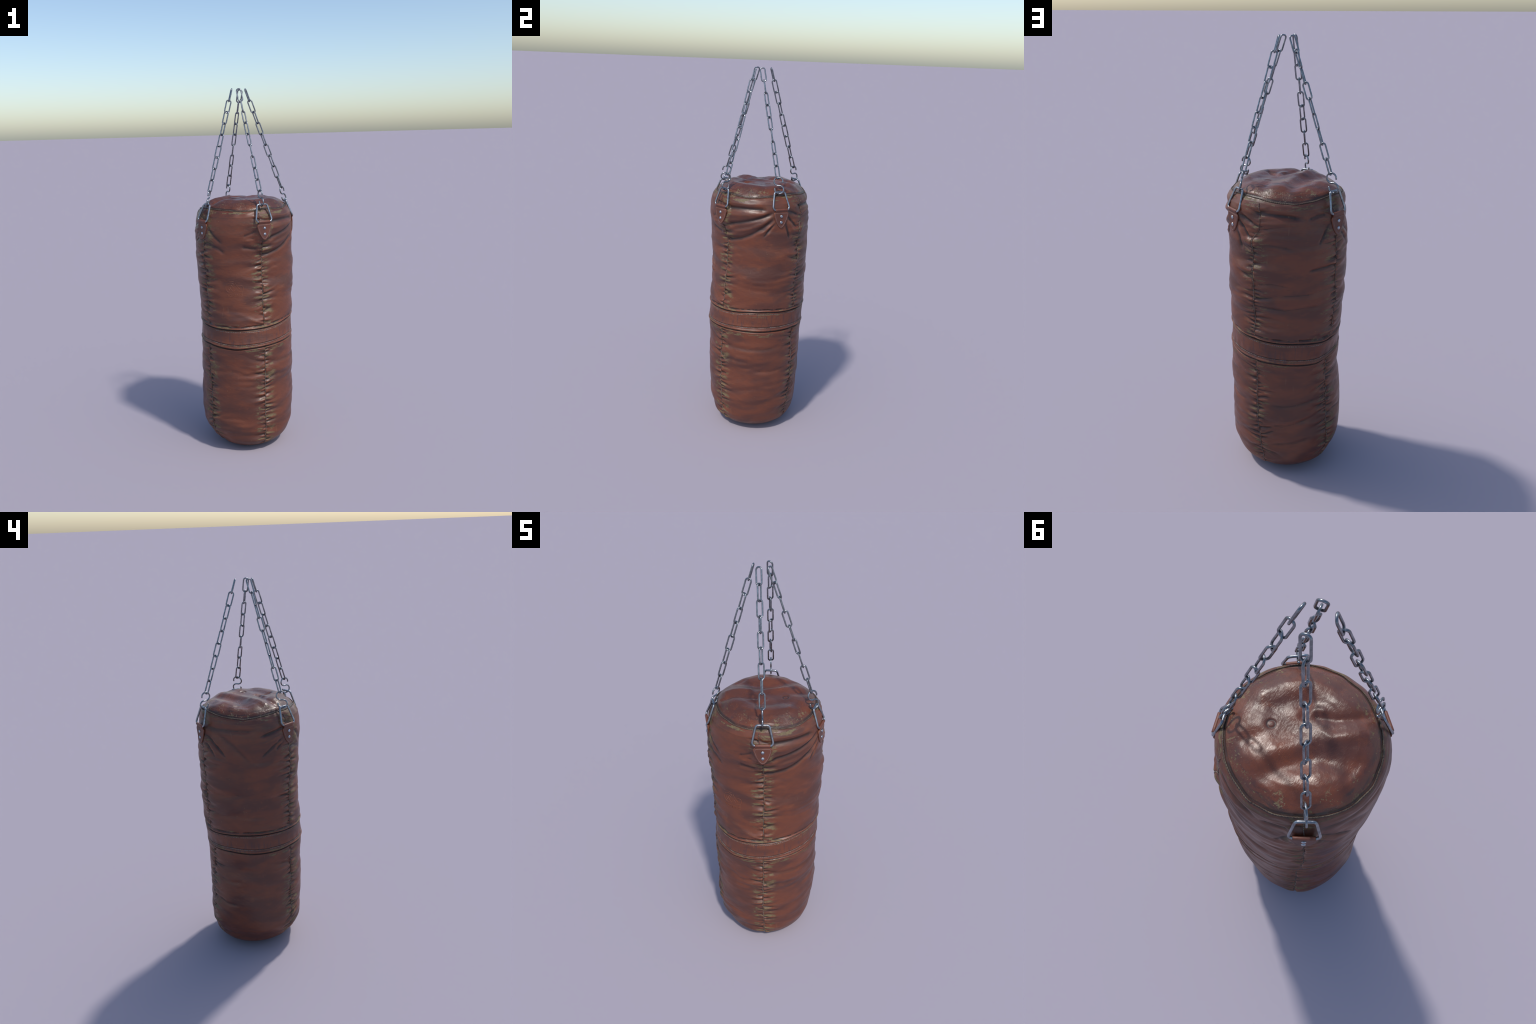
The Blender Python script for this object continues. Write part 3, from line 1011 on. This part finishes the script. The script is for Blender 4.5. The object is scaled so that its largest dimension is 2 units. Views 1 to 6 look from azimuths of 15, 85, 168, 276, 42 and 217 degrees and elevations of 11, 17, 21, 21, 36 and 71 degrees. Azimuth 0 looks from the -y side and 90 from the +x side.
def tab_outline():
    """shield: nearly parallel flanks, then tapering to a rounded tip; local x across, z up, tip at the bottom"""
    half = [(.0318, 0.0), (.0352, -.004), (.0368, -.0115), (.0352, -.0145), (.0316, -.0290), (.0262, -.0440), (.0178, -.0610), (.0092, -.0725), (.0040, -.0762), (0, -.0775)]
    h = np.array(half)
    s = np.concatenate([[0], np.cumsum(np.linalg.norm(np.diff(h, axis=0), axis=1))])
    q = np.linspace(0, s[-1], 26)
    hx, hz = np.interp(q, s, h[:, 0]), np.interp(q, s, h[:, 1])
    k = np.array([1, 2, 1]) / 4
    hx[1:-1] = np.convolve(hx, k, mode="valid")
    hz[1:-1] = np.convolve(hz, k, mode="valid")
    hx, hz = hx * 1.155, hz * 1.08
    return [(a, b) for a, b in zip(hx, hz)] + [(-a, b) for a, b in zip(hx[-2::-1], hz[-2::-1])]


def tab_mesh():
    out = np.array(tab_outline())
    c = np.array([0, -.033])
    rings = [(1.0, 0.0), (1.0, TAB_T * .62), (.975, TAB_T * .9), (.94, TAB_T), (.90, TAB_T * .97), (.86, TAB_T * .92), (.4, TAB_T * .92)]
    V, F = [], []
    n = len(out)
    for sc, d in rings:
        for p in out:
            q = c + (p - c) * sc
            V.append((q[0], d - .018 * 0 - 1.3 * q[0] * q[0], q[1]))       # bowed round the bag
    for i in range(len(rings) - 1):
        for j in range(n):
            l = (j + 1) % n
            F.append((i * n + j, i * n + l, (i + 1) * n + l, (i + 1) * n + j))
    F.append(tuple((len(rings) - 1) * n + j for j in range(n)))
    F.append(tuple(range(n))[::-1])
    return mesh_from("leather_tab", V, F)


def loop_mesh():
    """the roll of leather that wraps the ring's lower bar, running down behind the tab"""
    prof = [(.0066 * math.sin(t * D2R), .0066 * math.cos(t * D2R)) for t in np.linspace(-150, 150, 22)]
    prof = [(-.0052, -.020)] + prof + [(.0026, -.0105), (.0008, -.014)]
    V, F = [], []
    xs = np.array([-.0335, -.0326, -.017, 0, .017, .0326, .0335])
    n = len(prof)
    for k, xx in enumerate(xs):
        sc = .9 if k in (0, len(xs) - 1) else 1.0
        for (d, h) in prof:
            V.append((xx, d * sc, h * sc))
    for i in range(len(xs) - 1):
        for j in range(n):
            l = (j + 1) % n
            F.append((i * n + j, i * n + l, (i + 1) * n + l, (i + 1) * n + j))
    F.append(tuple(range(n))[::-1])
    F.append(tuple((len(xs) - 1) * n + j for j in range(n)))
    return mesh_from("tab_loop", V, F)


def rivet_mesh():
    V, F = [], []
    n = 20
    prof = [(.0077, 0), (.0077, .0008)] + [(.0075 * math.cos(t * D2R), .0010 + .0036 * math.sin(t * D2R)) for t in (0, 20, 40, 60, 75)]
    for r, h in prof:
        for j in range(n):
            t = 2 * math.pi * j / n
            V.append((r * math.cos(t), h, r * math.sin(t)))
    for i in range(len(prof) - 1):
        for j in range(n):
            l = (j + 1) % n
            F.append((i * n + j, i * n + l, (i + 1) * n + l, (i + 1) * n + j))
    F.append(tuple((len(prof) - 1) * n + j for j in range(n)))
    return mesh_from("rivet", V, F)


def tab_stitch_mesh():
    out = np.array(tab_outline())
    c = np.array([0, -.033])
    q = c + (out - c) * np.array([.83, .87])
    q[:, 1] = np.minimum(q[:, 1], -.0045)
    pts = [(p[0], TAB_T * .93 + .0001 - 1.3 * p[0] ** 2, p[1]) for p in q]
    V, F = tube(pts, .00058, 6, closed=True)
    return mesh_from("tab_stitching", V, F)


def ring_mesh(height):
    """trapezoid D-ring in the local x/z plane, lower bar on the origin"""
    P = round_corners([(-.0482, 0, 0), (.0482, 0, 0), (.0285, 0, height), (-.0285, 0, height)], [.0150, .0150, .0125, .0125], 8)
    dense = []
    for i in range(len(P)):
        a_, b_ = np.array(P[i]), np.array(P[(i + 1) % len(P)])
        dense.append(a_)
        if np.linalg.norm(b_ - a_) > .02:
            dense += [a_ + (b_ - a_) * t for t in (.34, .67)]
    V, F = tube(dense, .0047, 12, closed=True)
    return mesh_from("d_ring", V, F)


LINK_W, WIRE = .0236, .0035


def link_mesh(q):
    """one chain link: long oval with flattened ends, x across, z along"""
    w = LINK_W / 2
    P = round_corners([(-w, 0, -q / 2), (w, 0, -q / 2), (w, 0, q / 2), (-w, 0, q / 2)], .0110, 8)
    V, F = tube(P, WIRE, 12, closed=True)
    return mesh_from("chain_link", V, F)


def hook_mesh(height):
    """open S: upper loop open on +x, lower loop open on -x"""
    r = height / 4
    pts = [(r * 1.10 * math.cos(t * D2R), r * math.sin(t * D2R)) for t in np.linspace(-22, 262, 30)]
    upper = [(x, z + r) for x, z in pts]
    # bend through the middle, then the same turned half round
    lower = [(-x, -z) for x, z in upper[::-1]]
    path = upper + [(0, 0)] + lower
    P = np.array([(x, 0, z) for x, z in path])
    # smooth the crossing
    for _ in range(2):
        P[1:-1] = .25 * P[:-2] + .5 * P[1:-1] + .25 * P[2:]
    P[:, 2] *= height / (P[:, 2].max() - P[:, 2].min())
    V, F = tube(P, .0037, 10)
    return mesh_from("s_hook", V, F)


def frame(origin, xaxis, zaxis):
    """matrix with local z along zaxis, local x as near xaxis as possible"""
    zz_ = Vector(zaxis).normalized()
    xx_ = Vector(xaxis)
    xx_ = (xx_ - zz_ * xx_.dot(zz_)).normalized()
    yy_ = zz_.cross(xx_)
    Mx = Matrix((xx_, yy_, zz_)).transposed().to_4x4()
    Mx.translation = Vector(origin)
    return Mx


me_tab, me_loop, me_rivet, me_ts = tab_mesh(), loop_mesh(), rivet_mesh(), tab_stitch_mesh()
for me_, mt in ((me_tab, M_TAB), (me_loop, M_TAB), (me_rivet, M_RIVET), (me_ts, M_TABTHREAD)):
    me_.materials.append(mt)
me_ring = ring_mesh(.0915)
me_ring.materials.append(M_RING)
me_hook = hook_mesh(.0835)
me_hook.materials.append(M_STEEL)

# per corner: rivet spot (x, y), facing azimuth, top bar middle, chain top, direction the hook's upper loop opens
CORNERS = [
    dict(spot=0, bar=(.1596, -.1964, 1.3945), top=(.0045, -.0450, 1.9985), hook=42),
    dict(spot=1, bar=(.2200, .0820, 1.3940), top=(.0325, -.0145, 1.9980), hook=165),
    dict(spot=2, bar=(-.1560, .2055, 1.3935), top=(-.0082, .0350, 1.9980), hook=222),
    dict(spot=3, bar=(-.1429, -.1942, 1.3935), top=(-.0358, -.0300, 2.0000), hook=6)]
LINK_TURNS = [-25, 65, 25, -70, 22, 68, 25, -72, 13]     # azimuth the links face, relative to the corner
N_LINKS = 9
link_cache = {}

for cn in CORNERS:
    rx, ry, face = TAB_SPOTS[cn["spot"]]
    out, tan = azdir(face)
    riv = np.array([rx, ry, 0])
    plate = riv - out * (TAB_T + .0046 - .0012)                # back of the tab
    # --- tab
    tabm = Matrix((Vector(tan), Vector(out), Vector((0, 0, 1)))).transposed().to_4x4()
    # local x = tangent, y = outward, z = up
    tabm.translation = Vector((plate[0], plate[1], 1.2965))
    tab = link(bpy.data.objects.new("leather_tab", me_tab))
    tab.matrix_local = tabm
    for zr in (1.2760, 1.2445):
        rv = link(bpy.data.objects.new("rivet", me_rivet), tab)
        rv.location = (0, TAB_T * .9, zr - 1.2965)
    st = link(bpy.data.objects.new("tab_stitching", me_ts), tab)
    lp = link(bpy.data.objects.new("tab_loop", me_loop), tab)
    lp.location = (0, .0012, 1.3092 - 1.2965)
    # --- ring: from the loop's axis up to the top bar
    foot_pt = np.array([plate[0], plate[1], 1.3092]) + out * .0012
    bar = np.array(cn["bar"])
    up = bar - foot_pt
    bar = foot_pt + up / np.linalg.norm(up) * .0915
    rg = link(bpy.data.objects.new("d_ring", me_ring))
    rg.matrix_local = frame(foot_pt, tan, up)
    # --- hook: hangs on the bar, reaches up to the chain
    top = np.array(cn["top"])
    az_c = math.degrees(math.atan2(bar[0], -bar[1]))
    o2, t2 = azdir(cn["hook"])
    low = bar + np.array([0, 0, -.0085])                      # centre line of the hook's lowest point
    along = (top - bar)
    along = along / np.linalg.norm(along) * .75 + np.array([0, 0, .25])
    along /= np.linalg.norm(along)
    hk_c = low + along * (.0835 / 2)
    hk_top = low + along * .0835
    # --- chain
    B = hk_top - along * (.0037 + WIRE)                       # lowest bow centre of the last link
    A = top
    ax = B - A
    L = np.linalg.norm(ax)
    ax /= L
    pitch = (L - 3 * WIRE) / N_LINKS
    q = pitch + 2 * WIRE
    chain = link(bpy.data.objects.new("chain", None))
    hk = link(bpy.data.objects.new("s_hook", me_hook), chain)
    hk.matrix_local = frame(hk_c, o2, along)
    key = round(q, 4)
    if key not in link_cache:
        link_cache[key] = link_mesh(key)
        link_cache[key].materials.append(M_STEEL)
    for i in range(N_LINKS):
        c = A + ax * (WIRE + i * pitch + q / 2)
        turn = LINK_TURNS[i] + rng.uniform(-3, 3)
        on_, tn_ = azdir(az_c + turn)
        lk = link(bpy.data.objects.new("chain_link", link_cache[key]), chain)
        lk.matrix_local = frame(c, tn_, -ax)
